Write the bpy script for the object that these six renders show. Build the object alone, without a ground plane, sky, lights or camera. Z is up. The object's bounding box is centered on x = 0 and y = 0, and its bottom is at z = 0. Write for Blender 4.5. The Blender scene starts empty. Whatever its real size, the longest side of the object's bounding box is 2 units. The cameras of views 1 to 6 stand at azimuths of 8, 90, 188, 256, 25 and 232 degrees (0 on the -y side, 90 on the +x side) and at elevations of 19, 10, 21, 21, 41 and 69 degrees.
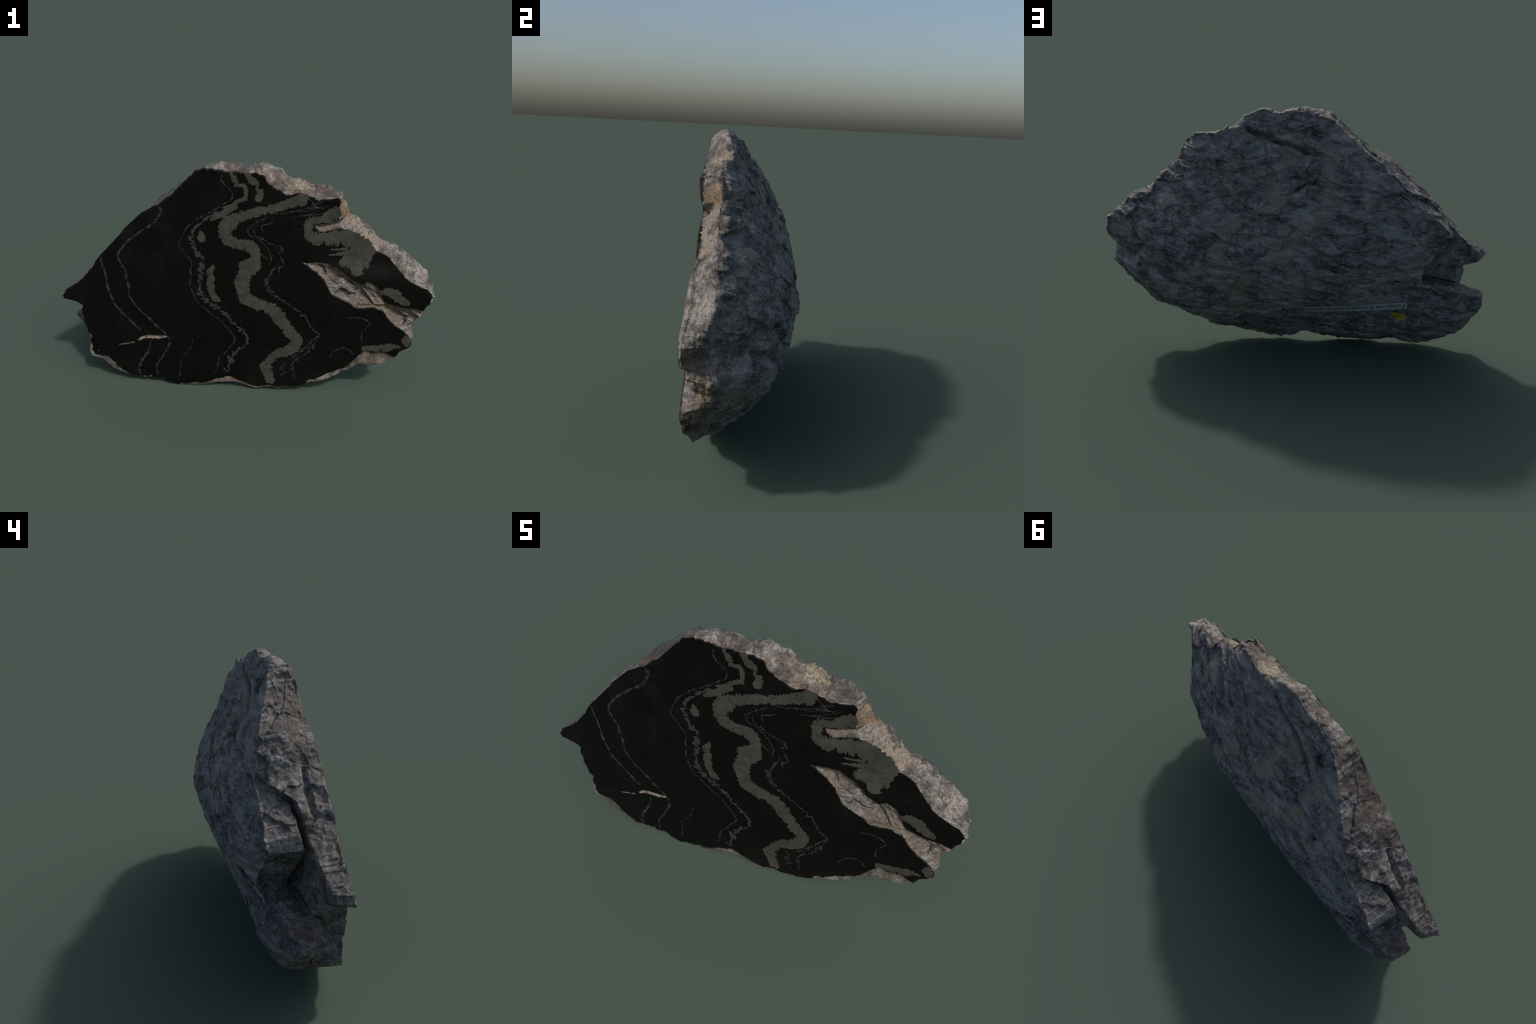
# Folded black rock slab: one polished cut face with crumpled quartz veins,
# rough weathered edges and back, a paper caption and a scrap of yellow tape.
import bpy, bmesh, math
import numpy as np
from mathutils import Vector
from mathutils.bvhtree import BVHTree

rng = np.random.default_rng(7)
CX, CZ = 0.0, 0.60                      # axis of the slab (runs along y)

# ------------------------------------------------------------------ noise ---
_perm = np.random.default_rng(11).permutation(512).astype(np.int64)
_perm = np.concatenate([_perm, _perm, _perm])
_grad = np.random.default_rng(12).normal(size=(512, 3))
_grad /= np.linalg.norm(_grad, axis=1)[:, None]

def perlin(p):
    p = np.asarray(p, float)
    i = np.floor(p).astype(np.int64)
    f = p - i
    u = f * f * f * (f * (f * 6 - 15) + 10)
    i &= 511
    out = 0.0
    for dx in (0, 1):
        wx = u[:, 0] if dx else 1 - u[:, 0]
        for dy in (0, 1):
            wy = u[:, 1] if dy else 1 - u[:, 1]
            for dz in (0, 1):
                wz = u[:, 2] if dz else 1 - u[:, 2]
                h = _perm[_perm[_perm[(i[:, 0] + dx) & 511] + ((i[:, 1] + dy) & 511)] + ((i[:, 2] + dz) & 511)]
                g = _grad[h]
                out = out + wx * wy * wz * (g[:, 0] * (f[:, 0] - dx) + g[:, 1] * (f[:, 1] - dy) + g[:, 2] * (f[:, 2] - dz))
    return out * 1.6

def fbm(p, octaves=4, gain=0.5, ridged=False):
    a, s, f = 1.0, 0.0, 1.0
    for o in range(octaves):
        n = perlin(p * f + 17.3 * o)
        s = s + a * ((1 - 2 * np.abs(n)) if ridged else n)
        a *= gain
        f *= 2.03
    return s

def smooth(a, b, x):
    t = np.clip((x - a) / (b - a), 0, 1)
    return t * t * (3 - 2 * t)

# ------------------------------------------------------- control outlines ---
# outline of the cut front face (x, z), clockwise from the left tip
FRONT = [(-0.997,0.500),(-0.975,0.533),(-0.898,0.581),(-0.801,0.686),(-0.722,0.782),(-0.602,0.906),(-0.515,0.986),(-0.459,1.018),
 (-0.422,1.033),(-0.347,1.103),(-0.274,1.176),(-0.228,1.22),(-0.18,1.24),(-0.132,1.238),(-0.068,1.225),(0.039,1.224),
 (0.126,1.218),(0.137,1.178),(0.184,1.136),(0.26,1.118),(0.302,1.132),(0.353,1.108),(0.412,1.098),(0.495,1.109),
 (0.506,1.088),(0.497,1.049),(0.509,0.997),(0.526,0.949),(0.551,0.941),(0.612,0.904),(0.655,0.871),(0.682,0.836),
 (0.745,0.832),(0.808,0.816),(0.844,0.773),(0.899,0.703),(0.935,0.668),(0.975,0.647),(0.997,0.607),(0.98,0.569),
 (0.941,0.519),(0.939,0.496),(0.907,0.455),(0.875,0.429),(0.903,0.383),(0.89,0.318),(0.831,0.278),(0.757,0.211),
 (0.696,0.184),(0.636,0.194),(0.528,0.134),(0.438,0.087),(0.329,0.058),(0.19,0.022),(0.087,0.020),(0.012,0.024),
 (-0.035,0.042),(-0.10,0.04),(-0.236,0.006),(-0.342,0.004),(-0.40,0.012),(-0.447,0.041),(-0.575,0.032),(-0.662,0.046),(-0.739,0.072),(-0.785,0.125),
 (-0.850,0.140),(-0.866,0.17),(-0.853,0.262),(-0.873,0.336),(-0.888,0.40),(-0.880,0.448),(-0.930,0.470),(-0.986,0.484)]

# rim where the side walls meet the back (x, y, z)
RIM = [(-0.810,0.105,0.665),(-0.785,0.118,0.72),(-0.72,0.105,0.775),(-0.624,0.095,0.846),(-0.569,0.098,0.889),(-0.521,0.072,0.952),(-0.471,0.048,1.012),
 (-0.420,0.018,1.058),(-0.343,-0.018,1.119),(-0.279,-0.058,1.170),(-0.225,-0.080,1.205),(-0.154,-0.098,1.222),(-0.10,-0.105,1.232),
 (-0.014,-0.105,1.242),(0.055,-0.112,1.243),(0.114,-0.115,1.250),(0.169,-0.115,1.245),(0.205,-0.10,1.229),(0.252,-0.11,1.190),(0.295,-0.085,1.186),
 (0.354,-0.087,1.150),(0.42,-0.10,1.148),(0.479,-0.105,1.143),(0.52,-0.10,1.11),(0.545,-0.10,1.075),(0.552,-0.10,1.035),(0.612,-0.10,0.998),(0.672,-0.10,0.946),
 (0.718,-0.097,0.88),(0.785,-0.09,0.862),(0.842,-0.085,0.815),(0.908,-0.085,0.768),(0.960,-0.085,0.710),(0.978,-0.115,0.64),(0.920,-0.085,0.56),
 (0.935,-0.075,0.475),(0.90,-0.07,0.435),(0.865,-0.07,0.40),(0.80,-0.10,0.325),(0.665,-0.10,0.215),(0.54,-0.08,0.160),(0.452,-0.085,0.124),
 (0.258,-0.085,0.093),(0.13,-0.085,0.067),(0.015,-0.085,0.050),(-0.06,-0.08,0.082),(-0.18,-0.07,0.070),(-0.319,-0.06,0.066),(-0.428,-0.045,0.058),(-0.5,-0.02,0.090),
 (-0.58,0.02,0.082),(-0.66,0.05,0.085),(-0.75,0.065,0.122),(-0.83,0.075,0.155),(-0.90,0.075,0.228),(-0.958,0.045,0.30),(-0.972,0.02,0.34),(-0.93,0.055,0.365),
 (-0.80,0.105,0.395),(-0.67,0.125,0.435),(-0.655,0.125,0.47),(-0.678,0.112,0.54),(-0.748,0.108,0.61)]

# the bulging back surface: y at chosen (x, z)
BACK = [(-0.62,0.152,0.55),(-0.66,0.135,0.68),(-0.55,0.128,0.279),(-0.64,0.145,0.40),(-0.72,0.130,0.22),(-0.62,0.100,0.17),(-0.84,0.118,0.30),(-0.5,0.168,0.55),(-0.45,0.120,0.85),
 (-0.3,0.075,0.95),(-0.3,0.160,0.72),(-0.33,0.192,0.58),(-0.3,0.172,0.42),(-0.3,0.082,0.22),(-0.3,0.010,0.13),(-0.15,-0.005,1.08),
 (0.0,-0.035,1.10),(0.0,0.050,0.95),(0.0,0.125,0.80),(0.0,0.175,0.60),(0.0,0.175,0.45),(0.0,0.115,0.30),(0.0,0.045,0.215),(0.0,-0.015,0.150),
 (0.25,-0.055,1.13),(0.25,-0.005,1.04),(0.25,0.045,0.93),(0.25,0.100,0.80),(0.25,0.145,0.70),(0.27,0.190,0.60),(0.25,0.180,0.52),(0.28,0.155,0.41),(0.3,0.128,0.31),(0.3,0.085,0.26),(0.3,0.030,0.215),(0.3,-0.03,0.150),
 (0.5,-0.045,1.0),(0.5,0.025,0.85),(0.5,0.10,0.70),(0.5,0.135,0.55),(0.5,0.115,0.42),(0.5,0.108,0.33),(0.5,0.045,0.26),(0.5,-0.03,0.195),(0.62,0.06,0.32),
 (0.7,0.01,0.75),(0.7,0.070,0.60),(0.7,0.085,0.45),(0.7,-0.03,0.33),(0.84,-0.03,0.65),(0.84,-0.01,0.55),(0.83,0.0,0.45)]

# hollows broken out of the cut face (x, z); they run out through the edge
HOLLOW = [(0.299,0.774),(0.342,0.764),(0.394,0.764),(0.452,0.76),(0.485,0.741),(0.531,0.723),(0.571,0.683),(0.623,0.659),
 (0.661,0.675),(0.7,0.656),(0.715,0.622),(0.743,0.568),(0.796,0.55),(0.848,0.539),(0.886,0.542),(0.938,0.528),(1.05,0.52),
 (1.10,0.45),(1.05,0.36),(0.96,0.33),(0.905,0.342),(0.877,0.376),(0.849,0.41),(0.802,0.439),(0.768,0.477),(0.733,0.517),(0.681,0.532),
 (0.61,0.523),(0.55,0.555),(0.463,0.6),(0.442,0.648),(0.425,0.682),(0.382,0.714),(0.355,0.734)]
GOUGE = [(0.373,0.966),(0.402,0.964),(0.446,0.97),(0.483,0.988),(0.527,1.0),(0.60,1.02),(0.60,0.95),(0.523,0.950),
 (0.485,0.938),(0.428,0.925),(0.399,0.931),(0.38,0.95)]
SCAR = [(-0.81,0.180),(-0.753,0.209),(-0.69,0.224),(-0.623,0.238),(-0.587,0.25),(-0.555,0.276),(-0.511,0.286),(-0.459,0.285),(-0.407,0.293)]
HAIR = [(-0.407,0.291),(-0.373,0.296),(-0.329,0.322),(-0.251,0.348)]
LOWSTEP = [(0.52,0.14),(0.60,0.225),(0.655,0.285),(0.70,0.276),(0.76,0.285),(0.80,0.262),(0.9,0.22),(0.7,0.12)]

def front_plane(x, z):
    flat = -0.1905 - 0.009 * x - 0.010 * (z - 0.57)
    # the cut sags backwards over the big quartz body at the upper right
    sag = smooth(0.30, 0.50, x) * smooth(0.66, 0.80, z) * (1 - smooth(0.72, 0.88, x)) * (1 - 0.8 * smooth(0.95, 1.07, z))
    return flat + 0.018 * sag

def seg_dist(px, pz, line, closed):
    pts = list(line) + ([line[0]] if closed else [])
    d = np.full(px.shape, 9.0)
    for (ax, az), (bx, bz) in zip(pts[:-1], pts[1:]):
        ux, uz = bx - ax, bz - az
        t = np.clip(((px - ax) * ux + (pz - az) * uz) / (ux * ux + uz * uz + 1e-12), 0, 1)
        d = np.minimum(d, np.hypot(px - ax - t * ux, pz - az - t * uz))
    return d

def inside(px, pz, poly):
    c = np.zeros(px.shape, bool)
    for (ax, az), (bx, bz) in zip(poly, poly[1:] + poly[:1]):
        k = (az > pz) != (bz > pz)
        c ^= k & (px < (bx - ax) * (pz - az) / (bz - az + 1e-12) + ax)
    return c

def signed(px, pz, poly):
    d = seg_dist(px, pz, poly, True)
    return np.where(inside(px, pz, poly), d, -d)

_hg = np.random.default_rng(21)
_HS = np.c_[_hg.uniform(-0.1, 0.6, 110), _hg.uniform(0.6, 1.3, 110) * 2.4]
_HO = _hg.uniform(-0.014, 0.012, 110)
_HT = _hg.normal(0, 0.16, (110, 2))
def hollow_facets(x, z):
    """broken steps of the hollow, drawn out along its length"""
    u, w = x * 0.78 - z * 0.62, (x * 0.62 + z * 0.78) * 2.4
    P = np.stack([x, z, np.zeros_like(x)], 1)
    q = np.c_[u, w] + 0.03 * np.c_[perlin(P * 12), perlin(P * 12 + 40)]
    k = (((q[:, None] - _HS[None]) ** 2).sum(-1)).argmin(1)
    return _HO[k] + ((q - _HS[k]) * _HT[k]).sum(1)

def front_relief(x, z):
    """depth of the breakage behind the polished plane at (x, z)"""
    P = np.stack([x, z, np.zeros_like(x)], 1)
    wob = 0.006 * fbm(P * 22, 3)
    s = signed(x, z, HOLLOW) + wob * 0.7
    grow = 0.35 + 0.65 * smooth(0.36, 0.56, x)
    d = np.where(s > 0, 0.044 * grow * (1 - np.exp(-np.maximum(s, 0) / 0.024)) + 0.0006, 0)
    # ledges inside the hollow follow its length
    Q = np.stack([x * 0.78 - z * 0.62, (x * 0.62 + z * 0.78) * 6.0, np.zeros_like(x)], 1)
    inner = smooth(0.004, 0.03, s)
    m_ = s > 0
    if m_.any():
        hf = np.zeros_like(x); hf[m_] = hollow_facets(x[m_], z[m_])
        d = d + inner * (hf + 0.006 * fbm(Q * 6, 4, ridged=True) + 0.007 * fbm(P * 16, 4) + 0.004 * fbm(P * 60, 2))
        d = np.where(s > 0.005, np.maximum(d, 0.0052), d)
    s = signed(x, z, GOUGE) + wob * 0.4
    d = np.maximum(d, np.where(s > 0, 0.034 * (1 - np.exp(-np.maximum(s, 0) / 0.012)) + 0.001 + 0.004 * smooth(0.004, 0.015, s) * fbm(P * 55, 2), 0))
    s = signed(x, z, LOWSTEP) + wob * 0.5
    d = np.maximum(d, np.where(s > 0, 0.02 * (1 - np.exp(-np.maximum(s, 0) / 0.02)) + 0.002, 0))
    # scar: a lifted lip with the lower part stepping back
    s = seg_dist(x, z, SCAR, False)
    w = 0.0040 + 0.0075 * smooth(-0.60, -0.52, x) - 0.009 * smooth(-0.44, -0.40, x) + 0.004 * perlin(P * 40)
    w = np.maximum(w, 0.0015)
    d = np.maximum(d, 0.006 * np.clip(1 - s / w, 0, 1) + np.where(s < w, 0.0034, 0))
    s = seg_dist(x, z, HAIR, False)
    d = d + 0.002 * np.clip(1 - s / 0.004, 0, 1)
    return d

# ------------------------------------------------------------------- TPS ----
_C = np.array([(p[0], p[2]) for p in BACK] + [(p[0], p[2]) for p in RIM])
_Y = np.array([p[1] for p in BACK] + [p[1] for p in RIM])
def _phi(r2):
    return 0.5 * r2 * np.log(r2 + 1e-9)
def _fit():
    n = len(_C)
    K = _phi(((_C[:, None] - _C[None]) ** 2).sum(-1)) + np.eye(n) * 0.002
    P = np.c_[np.ones(n), _C]
    A = np.block([[K, P], [P.T, np.zeros((3, 3))]])
    return np.linalg.solve(A, np.r_[_Y, 0, 0, 0])
_W = _fit()
def back_surface(x, z):
    q = np.c_[x, z]
    out = _W[-3] + q @ _W[-2:]
    for i in range(len(_C)):
        out = out + _W[i] * _phi(((q - _C[i]) ** 2).sum(1))
    return out

# ------------------------------------------------------------- ring body ----
NT, NW, NB, NF = 1600, 90, 170, 230

def resample_polar(pts):
    """closed control polygon -> dense samples sorted by polar angle"""
    p = np.array(pts, float)
    p = np.vstack([p, p[:1]])
    dens = []
    for a, b in zip(p[:-1], p[1:]):
        dens.append(a + (b - a) * np.linspace(0, 1, 60, endpoint=False)[:, None])
    d = np.vstack(dens)
    x, z = d[:, 0] - CX, d[:, -1] - CZ
    ang = np.mod(np.arctan2(z, x), 2 * np.pi)
    o = np.argsort(ang)
    return ang[o], np.hypot(x, z)[o], (d[o, 1] if d.shape[1] == 3 else None)

def at_angle(ang, tab, val):
    a = np.concatenate([tab - 2 * np.pi, tab, tab + 2 * np.pi])
    return np.interp(ang, a, np.concatenate([val, val, val]))

fp = np.array(FRONT + FRONT[:1])
L = np.r_[0, np.cumsum(np.hypot(*np.diff(fp, axis=0).T))]
sarc = np.linspace(0, L[-1], NT, endpoint=False)
fx, fz = np.interp(sarc, L, fp[:, 0]), np.interp(sarc, L, fp[:, 1])
ang = np.mod(np.arctan2(fz - CZ, fx - CX), 2 * np.pi)
ang = np.sort(ang)[::-1]
aF, rF_, _ = resample_polar(FRONT)
aR, rR_, yR_ = resample_polar(RIM)
rF = at_angle(ang, aF, rF_)
rR = at_angle(ang, aR, rR_)
yR = at_angle(ang, aR, yR_)
ca, sa = np.cos(ang), np.sin(ang)
deg = np.degrees(ang)
# small roughness of the outlines themselves
jit = np.c_[ca * 1.0, sa * 1.0, np.zeros(NT)]
edge_noise = 0.006 * fbm(jit * rF[:, None] * 16, 4) + 0.003 * fbm(jit * rF[:, None] * 60, 2)
straight = smooth(118, 128, deg) * (1 - smooth(174, 180, deg))      # saw-straight upper left edge
rF = rF + edge_noise * (1 - 0.75 * straight) + 0.006 * straight
rR = rR + 0.008 * fbm(jit * rR[:, None] * 14 + 5, 4)

FX, FZ = CX + rF * ca, CZ + rF * sa
RX, RZ = CX + rR * ca, CZ + rR * sa
relF = front_relief(FX, FZ)
FY = front_plane(FX, FZ) + relF

chip_amp = 0.0015 + 0.0095 * smooth(-0.15, 0.25, fbm(jit * rF[:, None] * 6 + 21, 3))
chip_wide = 0.024 * (np.exp(-((deg - 318) / 8) ** 2) + np.exp(-((deg - 258) / 9) ** 2) + 1.2 * np.exp(-((deg - 211) / 5) ** 2))
chip_amp = np.maximum(chip_amp, 0.010 * np.clip(chip_wide / 0.012, 0, 1))
rows_x, rows_y, rows_z, tag = [], [], [], []
# front face: centre -> edge  (tag 0)
for j in range(NF):
    q = (j + 1) / (NF + 1)
    q = 1 - (1 - q) ** 1.12
    x, z = CX + (FX - CX) * q, CZ + (FZ - CZ) * q
    d = front_relief(x, z)
    edge = np.hypot(FX - x, FZ - z)
    chip = np.maximum(0.003, 0.006 + 0.006 * fbm(np.c_[x, z, 0 * x] * 18, 2))
    low = smooth(196, 206, deg) * (1 - smooth(322, 336, deg))
    chip = chip + low * np.clip(0.004 + 0.014 * fbm(np.c_[x, z, 0 * x + 3] * 7, 3), 0, 0.03) + chip_wide * (1 + 0.6 * fbm(np.c_[x, z, 0 * x + 8] * 20, 3))
    chip = np.maximum(chip, 0.003)
    d = d + chip_amp * np.exp(-(edge / chip) ** 1.5)
    upr = smooth(0.62, 0.80, x) * smooth(0.55, 0.75, z)
    d = d + 0.014 * upr * np.exp(-edge / 0.045)
    rows_x.append(x); rows_z.append(z); rows_y.append(front_plane(x, z) + d)
    tag.append(0)
# wall (tag 1)
left = smooth(150, 162, deg) * (1 - smooth(203, 216, deg))
kc = np.interp(deg, [150, 156, 163, 176, 185, 197, 215], [0.98, 0.84, 0.52, 0.43, 0.32, 0.50, 0.58])
cdep = np.interp(deg, [152, 157, 163, 176, 183, 190, 197, 204, 212], [0, 0.02, 0.045, 0.075, 0.085, 0.11, 0.10, 0.05, 0.0])
FYe = FY + chip_amp + 0.014 * smooth(0.62, 0.80, FX) * smooth(0.55, 0.75, FZ)
for j in range(NW + 1):
    k = j / NW
    s_lin = k
    s_cut = smooth(-0.02, 0.035, k - kc)
    wide = 1 - left
    s = s_lin * (1 - left) + s_cut * left
    r = rF + (rR - rF) * s
    # rounded belly across the wall, slab undercut at the far left
    calm = 1 - smooth(95, 125, deg) * (1 - smooth(200, 215, deg))
    r = r + calm * (1 - left) * 0.016 * math.sin(math.pi * k) ** 0.8 * (0.6 + 0.8 * fbm(np.c_[ca, sa, np.full(NT, 0.3)] * 5, 2))
    r = r + math.sin(math.pi * k) * (0.010 * np.exp(-((deg - 98) / 9) ** 2) + 0.010 * smooth(118, 130, deg) * (1 - smooth(165, 172, deg)) + 0.022 * np.exp(-((deg - 211) / 5) ** 2))
    r = r - left * 0.05 * np.clip(k / np.maximum(kc, .1), 0, 1) * smooth(181, 186, deg) * (k < kc + .1)
    gap = np.exp(-((k - kc) / 0.026) ** 2)
    r = r - cdep * gap
    # second, shorter crack nearer the cut face
    c2 = np.interp(deg, [150, 154, 160, 165, 168], [0, 0.018, 0.025, 0.02, 0])
    r = r - c2 * np.exp(-((k - 0.27) / 0.035) ** 2)
    y = FYe + (yR - FYe) * k
    rows_x.append(CX + r * ca); rows_z.append(CZ + r * sa); rows_y.append(y); tag.append(1)
# back (tag 2)
tps_r = back_surface(RX, RZ)
for j in range(1, NB + 1):
    q = j / (NB + 1)
    x, z = RX + (CX - RX) * q, RZ + (CZ - RZ) * q
    y = back_surface(x, z) + (yR - tps_r) * (1 - q) ** 14
    rows_x.append(x); rows_z.append(z); rows_y.append(y); tag.append(2)

R = len(tag)
G = np.stack([np.array(rows_x), np.array(rows_y), np.array(rows_z)], -1)
# only the upper left ridge is sharp; elsewhere the wall rolls over into the back
soft = 1 - smooth(60, 95, deg) * (1 - smooth(205, 235, deg))
lo_, hi_ = NF + 2, NF + NW + 60
for _ in range(220):
    m_ = 0.25 * G[lo_ - 1:hi_ - 1] + 0.5 * G[lo_:hi_] + 0.25 * G[lo_ + 1:hi_ + 1]
    G[lo_:hi_] += (m_ - G[lo_:hi_]) * soft[None, :, None]
V = G.reshape(-1, 3)
rowtag = np.repeat(np.array(tag), NT)
cfront = np.array([[CX, front_plane(CX, CZ), CZ]])
cback = np.array([[CX, float(back_surface(np.array([CX]), np.array([CZ]))[0]), CZ]])
V = np.vstack([V, cfront, cback])
iF, iB = len(V) - 2, len(V) - 1

ii = np.arange(NT); jn = np.roll(ii, -1)
quads = []
for r in range(R - 1):
    a, b = r * NT, (r + 1) * NT
    quads.append(np.stack([a + ii, a + jn, b + jn, b + ii], 1))
quads = np.vstack(quads)
qrow = np.repeat(np.arange(R - 1), NT)
capF = np.stack([np.full(NT, iF), jn, ii], 1)
last = (R - 1) * NT
capB = np.stack([np.full(NT, iB), last + ii, last + jn], 1)

def vnormals(V):
    n = np.zeros_like(V)
    fn = np.cross(V[quads[:, 2]] - V[quads[:, 0]], V[quads[:, 3]] - V[quads[:, 1]])
    for c in range(4):
        for d in range(3):
            n[:, d] += np.bincount(quads[:, c], fn[:, d], len(V))
    for cap in (capF, capB):
        t = np.cross(V[cap[:, 1]] - V[cap[:, 0]], V[cap[:, 2]] - V[cap[:, 0]])
        for c in range(3):
            for d in range(3):
                n[:, d] += np.bincount(cap[:, c], t[:, d], len(V))
    return n / (np.linalg.norm(n, axis=1)[:, None] + 1e-12)

N = vnormals(V)
# make sure the winding points outwards (front must face -y)
flip = N[iF, 1] > 0
if flip:
    quads = quads[:, ::-1]; capF = capF[:, ::-1]; capB = capB[:, ::-1]
    N = -N

# ----------------------------------------------------------- displacement ---
def facets(P, count, stretch, lo, hi, seed, tilt):
    """broken-rock facets: every cell of a random tiling gets its own step and tilt"""
    g = np.random.default_rng(seed)
    Q = P * stretch
    S = g.uniform(Q.min(0), Q.max(0), (count, 3))
    off = g.uniform(lo, hi, count)
    tl = g.normal(0, tilt, (count, 3))
    warp = np.stack([fbm(P * 9 + 31 * k, 3) for k in range(3)], 1) * 0.022 * stretch.mean()
    Q = Q + warp
    out = np.zeros(len(P))
    for a in range(0, len(P), 40000):
        q = Q[a:a + 40000]
        d = (q ** 2).sum(1)[:, None] - 2 * q @ S.T + (S ** 2).sum(1)[None]
        k = d.argmin(1)
        out[a:a + 40000] = off[k] + ((q - S[k]) / stretch * tl[k]).sum(1)
    return out

def back_relief(P):
    x, y, z = P.T
    # foliation: long ledges, gently tilted
    u = x * 0.966 + z * 0.26
    w = -x * 0.26 + z * 0.966
    F = np.c_[u, y, w]
    tt = w * 9 + 1.3 * fbm(np.c_[u * 1.8, y * 3, w * 2.5], 3)
    saw = tt - np.floor(tt)
    saw = np.minimum(saw / 0.86, (1 - saw) / 0.14)
    ledge = 0.013 * (saw - 0.5) * smooth(-0.25, 0.35, perlin(np.c_[u * 2.6, y * 3, w * 5] + 7))
    led = fbm(np.c_[u * 2.0, y * 5, w * 9], 4, ridged=True)
    n = ledge + 0.005 * (led - 1.0) + 0.003 * fbm(P * 3.5 + 3, 3) + 0.004 * fbm(P * 16, 4)
    n = n + 0.0025 * (fbm(np.c_[u * 9, y * 14, w * 34], 3, ridged=True) - 0.8)
    n = n + facets(F, 150, np.array([1.0, 1.0, 2.6]), -0.005, 0.0035, 3, 0.03)
    n = n + facets(F, 900, np.array([1.0, 1.0, 2.2]), -0.0035, 0.0025, 4, 0.06)
    return np.minimum(n - 0.003, 0.008 + 0.3 * (n - 0.011))

def wall_relief(P):
    n = 0.008 * fbm(P * 6 + 9, 3) + 0.003 * (fbm(P * 18 + 2, 3, ridged=True) - 0.9) + 0.003 * fbm(P * 45, 3)
    # grooves run along the edge, parallel to the cut face
    n = n + 0.002 * (fbm(np.c_[P[:, 0] * 5, P[:, 1] * 20 + 1.2 * fbm(P * 8, 2), P[:, 2] * 5], 3, ridged=True) - 0.9)
    n = n + facets(P, 260, np.array([1.0, 1.2, 1.0]), -0.007, 0.003, 5, 0.035)
    return np.minimum(n - 0.003, 0.006)

isB = np.r_[rowtag == 2, False, True]
isW = np.r_[rowtag == 1, False, False]
rowi = np.r_[np.repeat(np.arange(R), NT), 0, R]
disp = np.zeros(len(V))
br = back_relief(V[isB | isW]); wr = wall_relief(V[isB | isW])
rim_row = NF + NW
t = np.clip((rowi[isB | isW] - (rim_row - 6)) / 12.0, 0, 1)
calm_w = np.tile(1 - 0.45 * smooth(100, 130, deg) * (1 - smooth(200, 215, deg)), R)
calm_w = np.r_[calm_w, 1, 1][isB | isW]
mixd = wr * calm_w * (1 - t) + br * t
# fade the displacement in from the crisp front edge
fade = np.clip((rowi[isB | isW] - NF) / 5.0, 0, 1)
disp[isB | isW] = mixd * fade
# long open cleavage cracks on the back (x, z polylines, depth)
CRACKS = [([(0.18,1.165),(0.097,1.137),(0.029,1.118),(-0.032,1.103),(-0.092,1.078),(-0.16,1.061)], 0.042, 0.009),
          ([(0.032,0.975),(-0.07,0.959),(-0.155,0.938)], 0.012, 0.006),
          ([(-0.311,0.922),(-0.409,0.907),(-0.49,0.876),(-0.561,0.893),(-0.60,0.87)], 0.022, 0.009),
          ([(0.66,0.40),(0.45,0.31),(0.20,0.27),(-0.08,0.33)], 0.012, 0.009),
          ([(0.80,0.56),(0.70,0.50),(0.58,0.49)], 0.025, 0.020)]
bm = isB & (rowi > rim_row)
for line, dep, wid in CRACKS:
    sd = seg_dist(V[bm, 0], V[bm, 2] + 0.006 * perlin(V[bm] * 25), line, False)
    disp[bm] -= dep * np.exp(-(sd / wid) ** 2)
# the strip under the paper label is nearly flat
LAB_A, LAB_B = np.array([-0.093, 0.302]), np.array([-0.593, 0.352])     # label ends (x, z)
sd = seg_dist(V[bm, 0], V[bm, 2], [tuple(LAB_A), tuple(LAB_B)], False)
disp[bm] *= 1 - 0.8 * np.exp(-(sd / 0.05) ** 2)
V = V + N * disp[:, None]
V[:, 2] -= V[:, 2].min() * (1 - smooth(0.0, 0.15, V[:, 2]))
N = vnormals(V)

# ---------------------------------------------------------------- helpers ---
def make_object(name, verts, faces_list, mat, parent, normals=None, smooth_shade=True):
    me = bpy.data.meshes.new(name)
    me.from_pydata(verts, [], faces_list) if not isinstance(verts, np.ndarray) else me.from_pydata(verts.tolist(), [], faces_list)
    me.update()
    if smooth_shade:
        me.polygons.foreach_set("use_smooth", [True] * len(me.polygons))
    if normals is not None:
        me.normals_split_custom_set_from_vertices([tuple(n) for n in normals])
    me.materials.append(mat)
    ob = bpy.data.objects.new(name, me)
    bpy.context.scene.collection.objects.link(ob)
    if parent is not None:
        ob.parent = parent
    return ob

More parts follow.
